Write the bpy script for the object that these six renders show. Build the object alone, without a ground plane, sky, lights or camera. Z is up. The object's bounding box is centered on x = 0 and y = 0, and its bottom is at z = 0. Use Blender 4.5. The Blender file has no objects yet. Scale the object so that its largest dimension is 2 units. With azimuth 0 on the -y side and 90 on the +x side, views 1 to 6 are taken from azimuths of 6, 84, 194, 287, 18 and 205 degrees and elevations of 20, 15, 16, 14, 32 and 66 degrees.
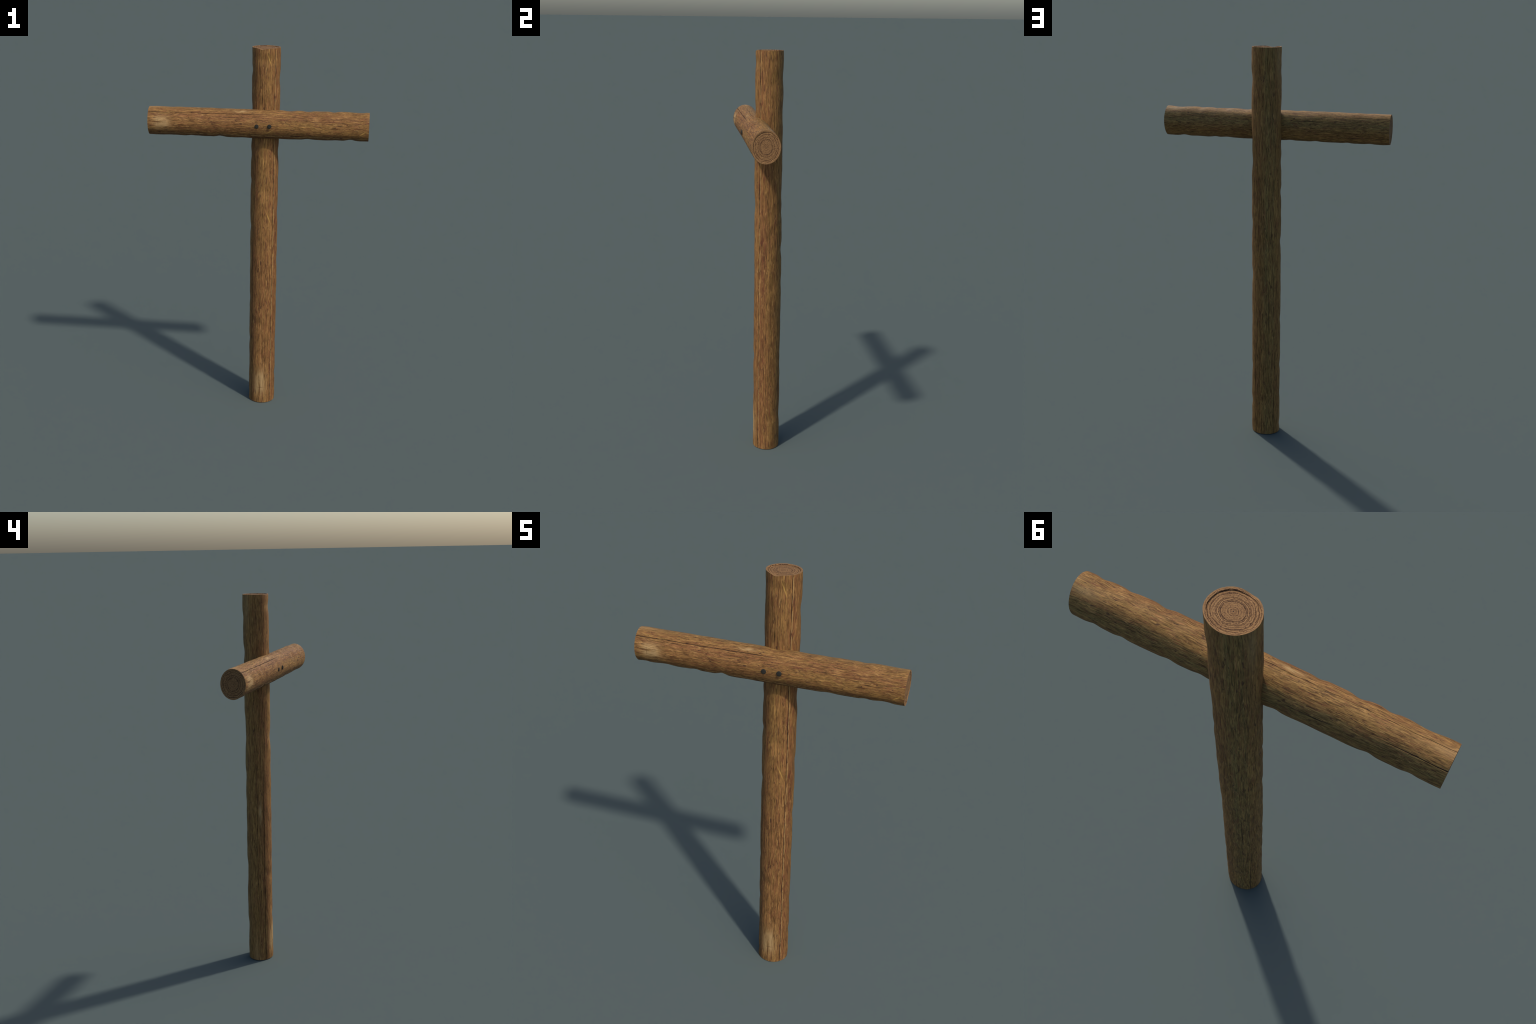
"""A plain cross made of two round logs fastened with two dark bolts.

Both logs are the same kind of log: an oval section (rx along the log's own x axis,
ry along its own y axis), shallow hewn hollows in the bark-less surface, long drying
cracks, and sawn ends whose middle is sunk a few millimetres inside a thin lip.
Every log is built standing on its own z axis; the crossbeam is then laid down.
"""
import bpy, math
from mathutils import Matrix, Vector
import numpy as np

PI = math.pi
rad = math.radians
REF_LEN = 1.13          # length of wood over which the grain pattern runs once

# ------------------------------------------------------------------ cracks
# (name, angle deg, start, end along the log 0..1, half width rad, depth m, wander rad, phase)
CRACKS = [
    ("left",  -138.5, -0.05, 0.57, 0.017, 0.0026, 0.010, 0.4),
    ("right",  -45.5, -0.05, 1.05, 0.020, 0.0032, 0.012, 2.1),
    ("wavy",  -171.0, -0.05, 0.66, 0.011, 0.0014, 0.055, 4.0),
    ("back",   116.0,  0.27, 0.43, 0.014, 0.0016, 0.030, 1.2),
    ("foot",   136.0, -0.05, 0.17, 0.016, 0.0018, 0.025, 5.2),
    ("side",    56.0, -0.05, 0.26, 0.012, 0.0014, 0.018, 3.0),
]

def wander(t, amp, ph):
    """how far a crack strays sideways (radians) at place t along the log"""
    return amp * (math.sin(9.0 * t + ph) * 0.6 + math.sin(23.0 * t + 2.3 * ph) * 0.28
                  + math.sin(61.0 * t + 4.1 * ph) * 0.12)

# ------------------------------------------------------------------ hollows
# (distance from the foot m, facing angle deg, depth mm, half length m, half width deg)
UPRIGHT_HOLLOWS = [
    (1.845, 18, 4.6, .030, 20), (1.555, 20, 3.6, .030, 15), (1.455, 10, 4.8, .028, 20),
    (1.135, 12, 3.0, .022, 16), (1.100, -2, 2.4, .014, 12), (0.865, 16, 4.2, .028, 17),
    (0.375, 8, 2.6, .018, 16), (0.170, 13, 3.2, .018, 16), (0.650, 4, 1.5, .014, 12),
    (1.185, -3, 1.6, .014, 10), (0.340, 25, 1.8, .030, 14),
    (1.885, 184, 3.2, .016, 14), (1.945, 198, 2.4, .018, 12), (1.685, 189, 3.8, .024, 14),
    (1.445, 190, 3.4, .024, 18), (1.300, 190, 4.4, .016, 18), (1.530, 184, 2.6, .022, 12),
    (1.045, 190, 4.2, .017, 18), (0.625, 196, 3.6, .018, 14), (0.375, 195, 2.6, .016, 16),
    (0.225, 190, 1.4, .020, 14), (0.040, 195, 2.8, .014, 14), (0.270, 182, 1.8, .020, 12),
    (1.280, 208, 2.2, .016, 12), (1.000, 206, 1.6, .018, 12),
    (1.880, 96, 3.8, .026, 22), (1.705, 104, 5.2, .030, 22), (1.310, 104, 4.6, .048, 22),
    (1.235, 110, 4.0, .028, 16), (1.045, 95, 4.4, .024, 24), (0.885, 98, 2.2, .024, 20),
    (0.760, 112, 2.0, .028, 16), (0.530, 112, 5.2, .036, 18), (0.450, 100, 3.4, .028, 20),
    (0.185, 104, 4.4, .034, 22), (1.230, 78, 1.6, .018, 14),
    (1.940, 276, 4.8, .018, 20), (1.720, 262, 3.6, .030, 15), (1.255, 284, 4.4, .022, 16),
    (1.270, 262, 2.2, .040, 12), (0.490, 263, 3.6, .018, 14), (0.320, 264, 2.8, .040, 14),
    (0.250, 290, 2.8, .018, 14), (1.090, 290, 1.8, .018, 14), (0.860, 270, 1.4, .024, 16),
    (1.560, 320, 2.4, .030, 18), (0.960, 325, 2.6, .028, 18), (0.560, 318, 2.2, .030, 18),
    (1.700, 140, 2.6, .026, 18), (1.150, 145, 2.8, .026, 18), (0.700, 148, 2.6, .028, 18),
    (1.500, 230, 2.4, .028, 18), (0.930, 235, 2.4, .028, 18), (0.500, 228, 2.2, .028, 18),
    (1.320, 55, 2.6, .030, 16), (0.720, 52, 2.4, .030, 16),
]
# crossbeam angles in the log's own frame: -90 front, 180 top, 0 underside, 90 back
CROSSBEAM_HOLLOWS = [
    (0.590, 190, 3.2, .016, 14), (0.725, 183, 4.2, .018, 18), (0.820, 173, 4.8, .016, 14),
    (0.870, 192, 3.2, .015, 14), (0.950, 172, 3.8, .014, 16), (1.055, 194, 5.2, .022, 18),
    (1.095, 174, 2.6, .014, 14), (0.465, 202, 3.6, .014, 14), (0.700, 206, 3.6, .014, 12),
    (0.780, 204, 3.4, .013, 12), (0.860, 208, 2.2, .013, 12), (0.940, 204, 3.2, .013, 12),
    (1.025, 206, 4.6, .018, 12), (0.120, 174, 1.6, .018, 14),
    (0.085, 238, 3.8, .034, 16), (0.200, 238, 4.2, .016, 16), (0.290, 238, 5.0, .017, 16),
    (0.410, 238, 3.6, .014, 16), (0.878, 238, 4.2, .015, 16), (0.990, 238, 2.8, .013, 16),
    (1.080, 238, 3.6, .013, 16), (0.540, 250, 1.6, .020, 16),
    (0.220, -10, 2.2, .012, 14), (0.370, -14, 4.4, .016, 18), (0.820, -4, 3.4, .018, 20),
    (1.038, -4, 5.2, .016, 24), (0.205, 8, 2.8, .013, 12), (0.490, 8, 2.4, .014, 14),
    (0.880, 9, 3.4, .015, 12), (0.360, 8, 1.8, .012, 12), (0.100, 9, 1.8, .014, 12),
    (0.115, -27, 3.6, .030, 14), (0.020, -25, 3.0, .018, 12), (0.255, -26, 4.4, .015, 14),
    (0.375, -28, 3.6, .014, 12), (0.970, -26, 3.0, .014, 14), (1.060, -26, 2.8, .016, 12),
    (0.720, 61, 2.6, .013, 16), (0.818, 61, 3.6, .015, 16), (0.970, 61, 3.2, .013, 16),
    (1.062, 61, 3.0, .013, 16), (0.090, 61, 3.0, .014, 16), (0.212, 61, 3.2, .014, 16),
    (0.490, 61, 2.8, .013, 16), (0.330, 120, 2.4, .022, 18), (0.900, 125, 2.6, .022, 18),
    (0.600, 120, 2.0, .022, 18), (0.160, 118, 2.2, .020, 18),
]

def wrap(a):
    return (a + PI) % (2 * PI) - PI

def log_angles(base):
    """angles round the log, packed tighter beside the cracks"""
    out = [2 * PI * i / base - PI for i in range(base)]
    for _, deg, *_r in CRACKS:
        c = rad(deg)
        out = [a for a in out if abs(wrap(a - c)) > 0.058]
        out += [wrap(c + d) for d in (-.05, -.032, -.021, -.013, -.006, 0, .006, .013, .021, .032, .05)]
    return sorted(out)

class Log:
    def __init__(self, length, rx, ry, hollows, notch, bite, plump):
        self.L, self.rx, self.ry = length, rx, ry
        self.hollows, self.notch, self.bite, self.plump = hollows, notch, bite, plump
        self.angles = log_angles(104)

    def grooves(self, a, t):
        """turn a column angle into the warped angle and the groove depth"""
        shift, depth = 0.0, 0.0
        for _, deg, t0, t1, hw, dep, amp, ph in CRACKS:
            d = wrap(a - rad(deg))
            if abs(d) < 0.16:
                fade = 1 - (abs(d) / 0.16) ** 2
                shift += wander(t, amp, ph) * fade
                ends = max(0., min(1., (t - t0) / .03)) * max(0., min(1., (t1 - t) / .10))
                depth += dep * ends * max(0., 1 - (abs(d) / (hw * 1.25)) ** 2)
        return a + shift, depth

    def radius_scale(self, a, z):
        r = self.plump
        for hz, deg, mm, hl, hwid in self.hollows:
            dz = (z - hz) / hl
            if abs(dz) > 3:
                continue
            da = wrap(a - rad(deg)) / rad(hwid)
            if abs(da) > 3:
                continue
            r -= mm * self.bite * math.exp(-0.5 * (abs(dz) ** 2.2 + abs(da) ** 2.2))
        # slow, uneven roundness
        r += 0.0007 * math.sin(3 * a + 4.0 * z) + 0.0005 * math.sin(5 * a - 7.0 * z + 1.0)
        r += 0.00035 * math.sin(37 * z + 3 * a) + 0.0003 * math.sin(71 * z - 5 * a)
        return r

    def end_drop(self, a):
        """the lip of the sawn end sags in one place"""
        deg, drop, wid = self.notch
        d = abs(wrap(a - rad(deg))) / rad(wid)
        return drop * math.exp(-0.5 * d * d)

    def point(self, a, z):
        aw, groove = self.grooves(a, z / self.L)
        r = self.radius_scale(aw, z)
        ends = min(1.0, min(z, self.L - z) / 0.03)
        r *= 0.35 + 0.65 * ends
        c, s = math.cos(aw), math.sin(aw)
        k = r - groove
        return Vector(((self.rx + k) * c, (self.ry + k) * s, z))

    def ring(self, z):
        top = z > self.L - 1e-6
        pts = [self.point(a, z) for a in self.angles]
        if top:
            for p, a in zip(pts, self.angles):
                p.z -= self.end_drop(a)
        return pts

def new_object(name, verts, faces, mat, parent, smooth_angle=None):
    me = bpy.data.meshes.new(name)
    me.from_pydata(verts, [], faces)
    me.validate()
    me.update()
    ob = bpy.data.objects.new(name, me)
    bpy.context.scene.collection.objects.link(ob)
    me.materials.append(mat)
    me.polygons.foreach_set("use_smooth", [True] * len(me.polygons))
    if smooth_angle is not None:
        me.set_sharp_from_angle(angle=smooth_angle)
    ob.parent = parent
    return ob

def build_log_side(log, name, mat, parent):
    n = len(log.angles)
    rings = int(log.L / 0.0075)
    verts, faces = [], []
    for j in range(rings + 1):
        verts += log.ring(log.L * j / rings)
    for j in range(rings):
        for i in range(n):
            k = (i + 1) % n
            faces.append((j * n + i, j * n + k, (j + 1) * n + k, (j + 1) * n + i))
    return new_object(name, verts, faces, mat, parent)

def build_log_end(log, z, mat, parent, lip=0.89, sunk=0.0032):
    """a sawn end: flat lip, short inner wall, sunk disc with a slight crown"""
    outer = log.ring(z)
    n = len(outer)
    up = 1 if z > log.L / 2 else -1
    drop = [log.end_drop(a) if up > 0 else 0.0 for a in log.angles]
    verts, faces = list(outer), []
    #           scale, depth below the lip, share of the sag
    rows = [(0.985, 0.0, 1.0), (lip + 0.02, 0.0, 1.0), (lip, 0.0004, 1.0),
            (lip - .004, sunk, .8), (lip - .03, sunk, .62), (0.72, sunk * .97, .34),
            (0.52, sunk * .94, .12), (0.30, sunk * .9, .02), (0.12, sunk * .9, 0.)]
    for s, dep, share in rows:
        uneven = 0.010 if 0.8 < s < 0.97 else 0.0
        for i, p in enumerate(outer):
            a = log.angles[i]
            ss = s + uneven * (math.sin(2 * a + 1.0) * .6 + math.sin(5 * a) * .4)
            # toward the middle the outline relaxes to a clean oval
            w = s ** 0.5
            ex, ey = log.rx * math.cos(a), log.ry * math.sin(a)
            x, y = (p.x * w + ex * (1 - w)) * ss, (p.y * w + ey * (1 - w)) * ss
            verts.append(Vector((x, y, z - up * dep - drop[i] * share)))
    verts.append(Vector((0, 0, z - up * sunk * .92)))
    for j in range(len(rows)):
        for i in range(n):
            k = (i + 1) % n
            f = (j * n + i, j * n + k, (j + 1) * n + k, (j + 1) * n + i)
            faces.append(f if up > 0 else f[::-1])
    c, j = len(verts) - 1, len(rows)
    for i in range(n):
        k = (i + 1) % n
        f = (j * n + i, j * n + k, c)
        faces.append(f if up > 0 else f[::-1])
    return new_object("end_grain", verts, faces, mat, parent, smooth_angle=rad(40))

# ------------------------------------------------------------------ node helpers
class Graph:
    """small helper for writing shader maths as expressions"""
    def __init__(self, mat):
        mat.use_nodes = True
        self.nt = mat.node_tree
        self.nt.nodes.clear()
    def node(self, kind, **props):
        nd = self.nt.nodes.new(kind)
        for k, v in props.items():
            setattr(nd, k, v)
        return nd
    def put(self, sock, val):
        if isinstance(val, bpy.types.NodeSocket):
            self.nt.links.new(val, sock)
        else:
            sock.default_value = val
    def m(self, op, a, b=None, c=None, clamp=False):
        nd = self.node("ShaderNodeMath", operation=op, use_clamp=clamp)
        for s, v in zip(nd.inputs, (a, b, c)):
            if v is not None:
                self.put(s, v)
        return nd.outputs[0]
    def add(self, a, b): return self.m("ADD", a, b)
    def sub(self, a, b): return self.m("SUBTRACT", a, b)
    def mul(self, a, b): return self.m("MULTIPLY", a, b)
    def step(self, v, lo, hi):
        nd = self.node("ShaderNodeMapRange", interpolation_type="SMOOTHSTEP")
        self.put(nd.inputs[0], v)
        a, b, o0, o1 = (lo, hi, 0., 1.) if lo < hi else (hi, lo, 1., 0.)
        nd.inputs[1].default_value, nd.inputs[2].default_value = a, b
        nd.inputs[3].default_value, nd.inputs[4].default_value = o0, o1
        return nd.outputs[0]
    def vec(self, x, y, z):
        nd = self.node("ShaderNodeCombineXYZ")
        for s, v in zip(nd.inputs, (x, y, z)):
            self.put(s, v)
        return nd.outputs[0]
    def noise(self, vec, scale=1., detail=2., rough=.5, distort=0., dims="3D"):
        nd = self.node("ShaderNodeTexNoise", noise_dimensions=dims)
        self.put(nd.inputs["W" if dims == "1D" else "Vector"], vec)
        nd.inputs["Scale"].default_value = scale
        nd.inputs["Detail"].default_value = detail
        nd.inputs["Roughness"].default_value = rough
        nd.inputs["Distortion"].default_value = distort
        return nd.outputs["Fac"]
    def mix(self, f, a, b, mode="MIX"):
        nd = self.node("ShaderNodeMix", data_type="RGBA", blend_type=mode)
        self.put(nd.inputs[0], f)
        for s, v in ((nd.inputs[6], a), (nd.inputs[7], b)):
            self.put(s, v if isinstance(v, bpy.types.NodeSocket) else (*v, 1.0))
        return nd.outputs[2]
    def ramp(self, f, stops):
        nd = self.node("ShaderNodeValToRGB")
        els = nd.color_ramp.elements
        while len(els) < len(stops):
            els.new(0.5)
        for e, (p, c) in zip(els, stops):
            e.position, e.color = p, (*c, 1.0)
        self.put(nd.inputs[0], f)
        return nd.outputs[0]

def finish(g, col, height, bump, dist, rough, spec):
    b = g.node("ShaderNodeBump")
    b.inputs["Strength"].default_value = bump
    b.inputs["Distance"].default_value = dist
    g.put(b.inputs["Height"], height)
    p = g.node("ShaderNodeBsdfPrincipled")
    g.put(p.inputs["Base Color"], col)
    g.put(p.inputs["Roughness"], rough)
    p.inputs["Specular IOR Level"].default_value = spec
    g.nt.links.new(b.outputs[0], p.inputs["Normal"])
    o = g.node("ShaderNodeOutputMaterial")
    g.nt.links.new(p.outputs[0], o.inputs[0])

# ------------------------------------------------------------------ materials
def timber_material(name, log):
    """weathered debarked wood: fibres along the log, red flecks, golden streaks,
    an olive weather side at the back, cracks and a few pale scars"""
    mat = bpy.data.materials.new(name)
    g = Graph(mat)
    co = g.node("ShaderNodeTexCoord").outputs["Object"]
    sp = g.node("ShaderNodeSeparateXYZ")
    g.put(sp.inputs[0], co)
    x, y, z = sp.outputs
    t = g.mul(z, 1.0 / log.L)                     # 0 foot .. 1 far end
    s = g.mul(t, REF_LEN)
    ux, uy = g.mul(x, 1 / log.rx), g.mul(y, 1 / log.ry)
    ln = g.m("SQRT", g.add(g.mul(ux, ux), g.mul(uy, uy)))
    ux, uy = g.m("DIVIDE", ux, ln), g.m("DIVIDE", uy, ln)
    R = 0.068
    px, py = g.mul(ux, R), g.mul(uy, R)

    def facing(deg, half):
        """soft mask round one side of the log"""
        c = g.add(g.mul(ux, math.cos(rad(deg))), g.mul(uy, math.sin(rad(deg))))
        return g.m("EXPONENT", g.mul(g.sub(c, 1.0), 1.0 / (1 - math.cos(rad(half)))))
    def along(t0, half):
        d = g.mul(g.sub(t, t0), 1.0 / half)
        return g.m("EXPONENT", g.mul(g.mul(d, d), -1.0))

    # gentle waviness of the grain
    wob = g.noise(g.vec(g.mul(px, 26), g.mul(py, 26), g.mul(s, 11)), 1, 2)
    wob = g.mul(g.sub(wob, .5), 0.010)
    gx, gy = g.add(px, g.mul(uy, wob)), g.sub(py, g.mul(ux, wob))
    def grain(across, lengthwise, detail=3., rough=.55, off=0., distort=0.):
        return g.noise(g.vec(g.mul(g.add(gx, off), across), g.mul(gy, across), g.mul(s, lengthwise)),
                       1, detail, rough, distort)

    broad = grain(30, 3.0, 2)
    streak = grain(115, 7.0, 3, .6, 3.1)
    fibre = grain(330, 24, 3, .65, 7.7)
    fleck = grain(170, 38, 2, .5, 5.3, .6)
    fleck2 = grain(230, 55, 2, .5, 9.9, .8)
    glint = grain(210, 44, 2, .5, 1.7, .6)

    # colours by side
    golden, red, brown, olive = (.222, .118, .037), (.170, .072, .028), (.170, .083, .029), (.168, .113, .038)
    col = g.mix(g.step(broad, .36, .62), golden, brown)
    col = g.mix(g.mul(facing(-32, 20), .5), col, red)
    col = g.mix(g.mul(facing(-122, 13), .35), col, red)
    col = g.mix(g.mul(facing(68, 20), .5), col, (.185, .092, .029))
    col = g.mix(g.mul(facing(14, 12), .6), col, (.185, .098, .030))
    weather = g.m("MINIMUM", g.add(facing(112, 34), g.mul(facing(165, 20), .25)), 1.0)
    col = g.mix(g.mul(weather, .72), col, olive)
    moss = g.mul(facing(104, 9), g.step(streak, .38, .6))
    col = g.mix(g.mul(moss, .6), col, (.142, .112, .040))
    moss2 = g.mul(facing(133, 9), g.step(streak, .62, .42))
    col = g.mix(g.mul(moss2, .5), col, (.145, .113, .044))
    col = g.mix(g.mul(g.mul(facing(-98, 16), along(.62, .30)), .45), col, (.25, .135, .041))

    col = g.mix(g.mul(facing(176, 26), .55), col, (.235, .132, .043))

    rust = g.mul(g.mul(facing(-90, 40), along(.34, .24)), g.step(broad, .66, .40))
    col = g.mix(g.mul(rust, .6), col, (.190, .084, .034))

    # streaks and fibres
    hue = grain(225, 27, 3, .6, 11.3, .5)
    col = g.mix(g.mul(g.step(hue, .52, .63), .52), col, (.150, .055, .025))
    col = g.mix(g.mul(g.step(hue, .46, .36), .45), col, (.275, .155, .048))
    pit = grain(330, 46, 2, .6, 14.1, .5)
    v = g.add(g.mul(g.sub(streak, .5), .95), g.mul(g.sub(fibre, .5), 2.3))
    v = g.add(v, g.mul(g.sub(pit, .5), 2.0))
    tone = g.m("MULTIPLY_ADD", v, 1.0, 1.0)
    tone = g.m("MAXIMUM", tone, .30)
    tone = g.mul(tone, g.sub(1.0, g.mul(facing(-8, 34), .13)))
    col = g.mix(1.0, col, g.vec(tone, tone, tone), "MULTIPLY")
    # golden threads
    col = g.mix(g.mul(g.step(glint, .60, .72), .55), col, (.39, .225, .085))
    # red-brown flecks, gathered where the wood is redder
    rmask = g.add(.45, g.mul(facing(-36, 26), .55))
    rmask = g.add(rmask, g.mul(g.mul(facing(-112, 12), g.step(t, .25, .75)), .5))
    col = g.mix(g.m("MULTIPLY", g.step(fleck, .58, .68), g.mul(rmask, .85), clamp=True), col, (.115, .036, .020))
    col = g.mix(g.mul(g.step(fleck2, .61, .70), .8), col, (.055, .026, .018))

    # pale scars: the bleached foot and a few rubbed spots
    pale = (.42, .275, .125)
    foot = g.mul(g.m("MINIMUM", g.mul(facing(-93, 24), 1.5), 1.0), g.m("MINIMUM", g.mul(along(.064, .032), 1.5), 1.0))
    foot = g.mul(foot, g.step(g.add(g.mul(streak, .6), g.mul(fibre, .9)), .55, .85))
    col = g.mix(g.mul(foot, .80), col, pale)
    spot = g.mul(g.mul(facing(-155, 7), along(.425, .035)), g.step(fibre, .35, .6))
    col = g.mix(g.mul(spot, .8), col, pale)
    spot = g.mul(facing(178, 14), along(.01, .05))
    col = g.mix(g.mul(spot, .45), col, (.40, .235, .10))
    spot = g.mul(facing(155, 12), along(.97, .05))
    col = g.mix(g.mul(spot, .40), col, (.33, .23, .11))
    # slanting yellow scratches
    for t0, deg in ((.972, -72), (.556, -67)):
        d = g.sub(g.sub(g.mul(uy, math.cos(rad(deg))), g.mul(ux, math.sin(rad(deg)))), g.mul(g.sub(t, t0), -11.0))
        line = g.mul(g.step(g.m("ABSOLUTE", d), .060, .01), along(t0, .015))
        line = g.mul(line, facing(deg, 16))
        col = g.mix(g.mul(line, .85), col, (.45, .26, .072))
    # a short saw mark across the foot
    d = g.step(g.m("ABSOLUTE", g.sub(t, g.add(.045, g.mul(streak, .006)))), .0022, .0008)
    col = g.mix(g.mul(g.mul(d, facing(-92, 12)), .5), col, (.10, .05, .025))

    # cracks, following the grooves of the mesh
    broken = g.noise(g.mul(s, 26.), 1, 3, .6, dims="1D")
    dark_all, light_all = None, None
    for nm, deg, t0, t1, hw, dep, amp, ph in CRACKS:
        c0, s0 = math.cos(rad(deg)), math.sin(rad(deg))
        w = g.mul(g.m("SINE", g.m("MULTIPLY_ADD", t, 9.0, ph)), .6 * amp)
        w = g.add(w, g.mul(g.m("SINE", g.m("MULTIPLY_ADD", t, 23.0, 2.3 * ph)), .28 * amp))
        w = g.add(w, g.mul(g.m("SINE", g.m("MULTIPLY_ADD", t, 61.0, 4.1 * ph)), .12 * amp))
        d = g.sub(g.sub(g.mul(uy, c0), g.mul(ux, s0)), w)
        same = g.step(g.add(g.mul(ux, c0), g.mul(uy, s0)), .3, .6)
        ends = g.mul(g.step(t, t0, t0 + .03), g.step(t, t1, t1 - .08))
        same = g.mul(same, ends)
        width = g.mul(g.add(.45, broken), hw)
        line = g.m("LESS_THAN", g.m("ABSOLUTE", d), width)
        soft = g.m("SUBTRACT", 1.0, g.m("DIVIDE", g.m("ABSOLUTE", d), g.mul(width, 1.35)), clamp=True)
        line = g.mul(g.step(soft, 0.0, .55), same)
        if nm == "right":
            line = g.mul(line, g.step(broken, .30, .50))
            lip = g.m("SUBTRACT", 1.0, g.m("ABSOLUTE", g.mul(g.sub(d, .044), 1 / .026)), clamp=True)
            light_all = g.mul(g.mul(lip, same), g.step(broken, .66, .50))
        elif nm in ("wavy", "side"):
            line = g.mul(line, g.step(broken, .34, .54))
        dark_all = line if dark_all is None else g.m("MAXIMUM", dark_all, line)
    col = g.mix(g.mul(light_all, .9), col, (.42, .28, .115))
    col = g.mix(g.mul(dark_all, .9), col, (.020, .014, .014))
    # faint hairline splits
    for deg, ph in ((4, .3), (12, 1.9), (-104, 4.4), (-113, 7.1), (-96, 9.3), (-60, 3.7), (84, 2.2), (150, 5.5)):
        w = g.mul(g.m("SINE", g.m("MULTIPLY_ADD", t, 14.0, ph)), .02)
        d = g.sub(g.sub(g.mul(uy, math.cos(rad(deg))), g.mul(ux, math.sin(rad(deg)))), w)
        hair = g.mul(g.step(g.m("ABSOLUTE", d), .011, .004), facing(deg, 30))
        gap = g.noise(g.m("MULTIPLY_ADD", s, 9., ph * 7), 1, 2, .6, dims="1D")
        col = g.mix(g.mul(g.mul(hair, g.step(gap, .48, .58)), .7), col, (.045, .026, .018))

    height = g.add(g.mul(fibre, .6), g.mul(streak, .8))
    height = g.sub(height, g.mul(g.step(fleck2, .58, .70), .35))
    rough = g.m("MULTIPLY_ADD", fibre, .15, .58)
    finish(g, col, height, .5, .0018, rough, .12)
    return mat

def end_grain_material(name, log):
    """sawn end: growth rings, broken into short dashes, darker pith"""
    mat = bpy.data.materials.new(name)
    g = Graph(mat)
    co = g.node("ShaderNodeTexCoord").outputs["Object"]
    sp = g.node("ShaderNodeSeparateXYZ")
    g.put(sp.inputs[0], co)
    x, y, z = sp.outputs
    ux, uy = g.mul(x, 1 / log.rx), g.mul(y, 1 / log.ry)
    end = g.step(z, log.L * .4, log.L * .6)
    r = g.m("SQRT", g.add(g.mul(ux, ux), g.mul(uy, uy)))
    safe = g.m("MAXIMUM", r, .02)
    cx, cy = g.m("DIVIDE", ux, safe), g.m("DIVIDE", uy, safe)
    seed = g.mul(end, 3.7)
    wav = g.noise(g.vec(g.mul(ux, 2.2), g.mul(uy, 2.2), seed), 1, 2)
    wav2 = g.noise(g.vec(g.mul(ux, 6.5), g.mul(uy, 6.5), g.add(seed, 5.0)), 1, 2)
    rr = g.add(r, g.add(g.mul(g.sub(wav, .5), .16), g.mul(g.sub(wav2, .5), .07)))
    dash = g.noise(g.vec(g.mul(cx, 7.), g.mul(cy, 7.), g.mul(rr, 22.)), 1, 2, .6)
    tooth = g.noise(g.vec(g.mul(cx, 24.), g.mul(cy, 24.), g.mul(rr, 16.)), 1, 2, .6)
    rings = g.noise(g.mul(rr, 30.), 1, 1, .5, dims="1D")
    fine = g.m("SINE", g.mul(rr, 118.))

    base = g.mix(g.step(g.noise(g.vec(ux, uy, seed), 2.2, 3), .35, .65), (.258, .140, .057), (.215, .113, .045))
    col = g.mix(g.mul(g.step(g.m("MULTIPLY_ADD", fine, .5, .5), .35, .9), .34), base, (.30, .17, .085))
    v = g.add(rings, g.mul(g.sub(dash, .5), .8))
    col = g.mix(g.mul(g.step(v, .49, .40), .9), col, (.060, .028, .015))
    col = g.mix(g.mul(g.step(v, .40, .30), .7), col, (.045, .020, .011))
    col = g.mix(g.mul(g.step(v, .56, .66), .5), col, (.29, .165, .070))
    col = g.mix(g.mul(g.step(tooth, .54, .64), .45), col, (.31, .175, .078))
    col = g.mix(g.mul(g.step(tooth, .45, .36), .6), col, (.105, .052, .035))
    # the strongest rings
    for rad0, w, k in ((.44, .017, .95), (.60, .014, .8), (.69, .010, .6), (.77, .014, .75), (.26, .008, .3), (.34, .007, .35), (.87, .011, .7), (.95, .008, .5)):
        d = g.m("ABSOLUTE", g.sub(rr, rad0))
        ring = g.mul(g.mul(g.step(d, w * 1.7, w * .3), g.step(dash, .38, .52)), g.step(g.add(wav2, g.mul(wav, .5)), .55, .80))
        col = g.mix(g.mul(ring, k), col, (.028, .013, .008))
    col = g.mix(g.step(r, .036, .015), col, (.030, .018, .018))
    # the lip is a little paler, its inner edge dark
    col = g.mix(g.mul(g.step(r, .94, .975), .45), col, (.27, .148, .064))
    height = g.sub(g.mul(v, .8), g.mul(tooth, .3))
    finish(g, col, height, .3, .001, .8, .1)
    return mat

def bolt_material():
    mat = bpy.data.materials.new("blackened_iron")
    g = Graph(mat)
    co = g.node("ShaderNodeTexCoord").outputs["Object"]
    n = g.noise(co, 260., 3, .6)
    col = g.mix(g.step(n, .35, .7), (.024, .023, .020), (.033, .031, .026))
    finish(g, col, n, .2, .0006, .85, .08)
    return mat

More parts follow.
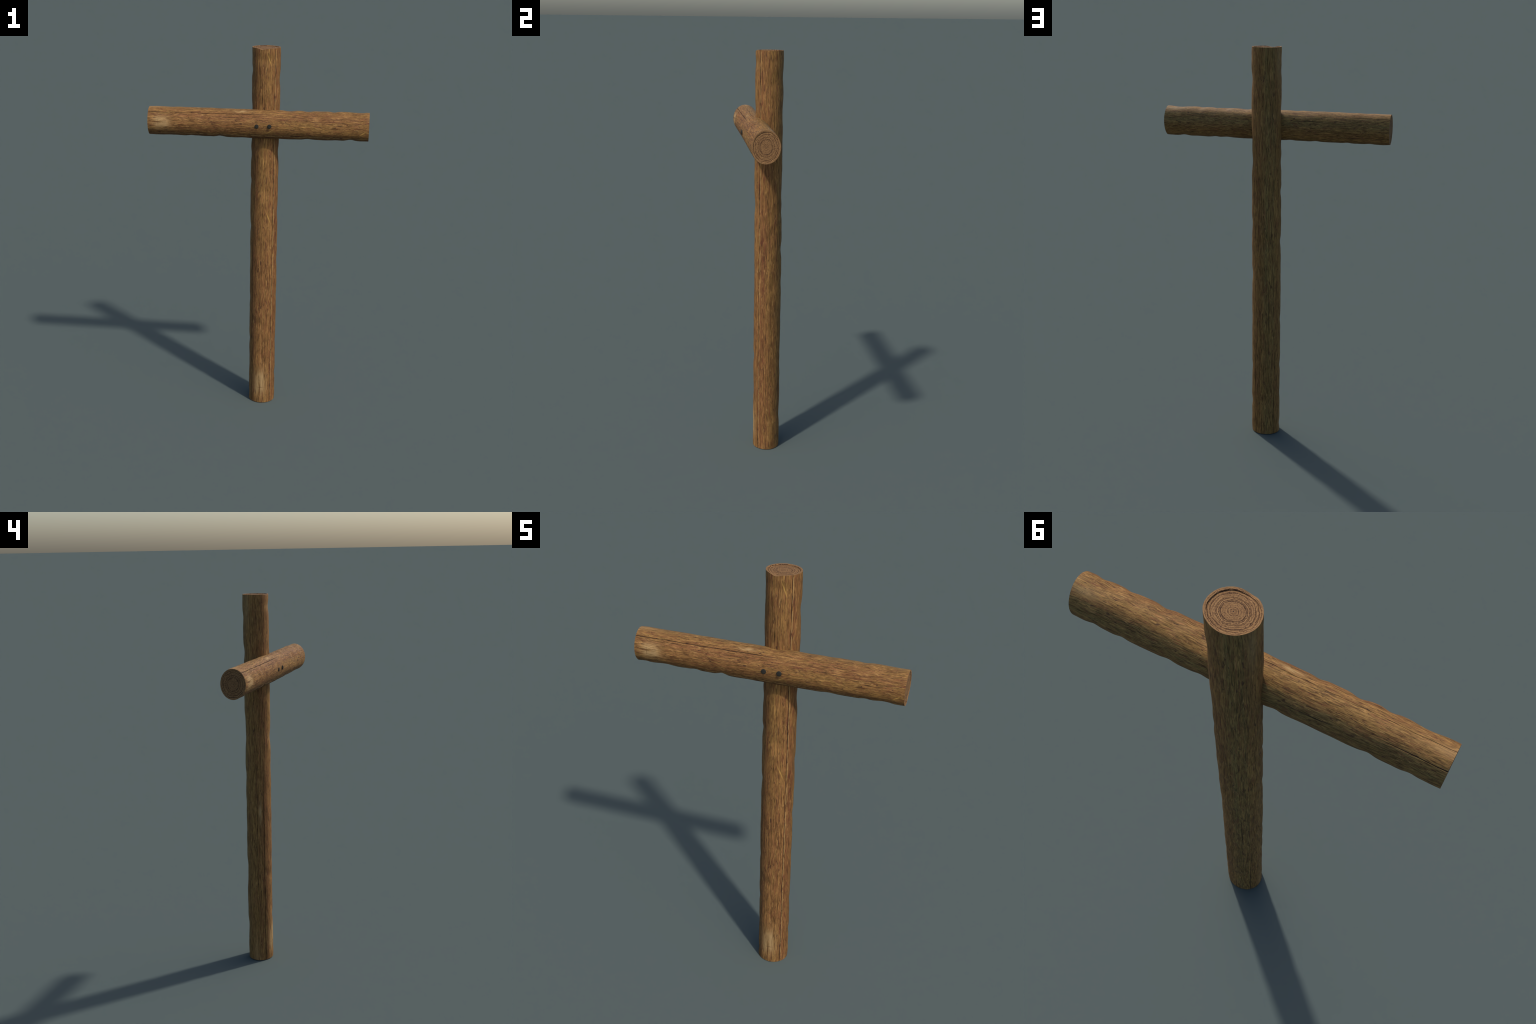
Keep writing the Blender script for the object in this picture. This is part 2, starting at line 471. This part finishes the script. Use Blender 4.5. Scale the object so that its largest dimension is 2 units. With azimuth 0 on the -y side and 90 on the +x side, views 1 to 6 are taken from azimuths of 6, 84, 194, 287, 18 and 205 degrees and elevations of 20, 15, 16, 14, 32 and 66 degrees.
# ------------------------------------------------------------------ bolts
def bolt_mesh(mat, radius=0.0105, height=0.030, sides=16):
    """round bolt: flat head with a rounded shoulder, shank running into the wood (along -z)"""
    prof = [(0.0, 0.0), (.70, 0.0), (.93, -.0003), (.985, -.0008), (1.0, -.0016), (1.0, -height)]
    verts, faces = [Vector((0, 0, 0.0003))], []
    for s, zz in prof[1:]:
        for i in range(sides):
            a = 2 * PI * i / sides
            verts.append(Vector((math.cos(a) * radius * s, math.sin(a) * radius * s, zz)))
    for i in range(sides):
        faces.append((0, 1 + i, 1 + (i + 1) % sides))
    for j in range(len(prof) - 2):
        for i in range(sides):
            k = (i + 1) % sides
            a, b = 1 + j * sides, 1 + (j + 1) * sides
            faces.append((a + i, b + i, b + k, a + k))
    faces.append(tuple(1 + (len(prof) - 2) * sides + i for i in reversed(range(sides))))
    me = bpy.data.meshes.new("bolt")
    me.from_pydata(verts, [], faces)
    me.update()
    me.polygons.foreach_set("use_smooth", [True] * len(me.polygons))
    me.set_sharp_from_angle(angle=rad(50))
    me.materials.append(mat)
    return me

# ------------------------------------------------------------------ assemble
def main():
    cross = bpy.data.objects.new("wooden_cross", None)
    bpy.context.scene.collection.objects.link(cross)
    cross["label"] = "plain brown cross of two round logs with dark bolts"
    cross["category"] = "wooden cross"

    upright = Log(2.0, .0716, .0653, UPRIGHT_HOLLOWS, (-101, .0068, 11.5), .00096, .0011)
    crossbeam = Log(1.13, .0719, .0616, CROSSBEAM_HOLLOWS, (40, .001, 20), .00112, .0013)

    post = build_log_side(upright, "upright_log", timber_material("upright_timber", upright), cross)
    post.location = (.0310, .0333, 0)
    beam = build_log_side(crossbeam, "crossbeam_log", timber_material("crossbeam_timber", crossbeam), cross)
    # lay the crossbeam: own z -> +x, own x -> -z (so 180 deg faces up), own y stays
    beam.matrix_local = Matrix.Translation((-.565, -.0338, 1.6204)) @ Matrix(
        ((0, 0, 1, 0), (0, 1, 0, 0), (-1, 0, 0, 0), (0, 0, 0, 1)))
    for log, ob, nm, sunk in ((upright, post, "upright_end_grain", .0032),
                              (crossbeam, beam, "crossbeam_end_grain", .0018)):
        m = end_grain_material(nm, log)
        build_log_end(log, log.L, m, ob, sunk=sunk)
        build_log_end(log, 0.0, m, ob, sunk=0.0010)

    me = bolt_mesh(bolt_material())
    for i, (bx, bz, front) in enumerate(((-.0018, 1.6188, -.0990), (.0631, 1.6209, -.1012))):
        b = bpy.data.objects.new("bolt", me)
        bpy.context.scene.collection.objects.link(b)
        b.parent = cross
        b.matrix_local = Matrix.Translation((bx, front, bz)) @ Matrix.Rotation(rad(90), 4, "X")

main()
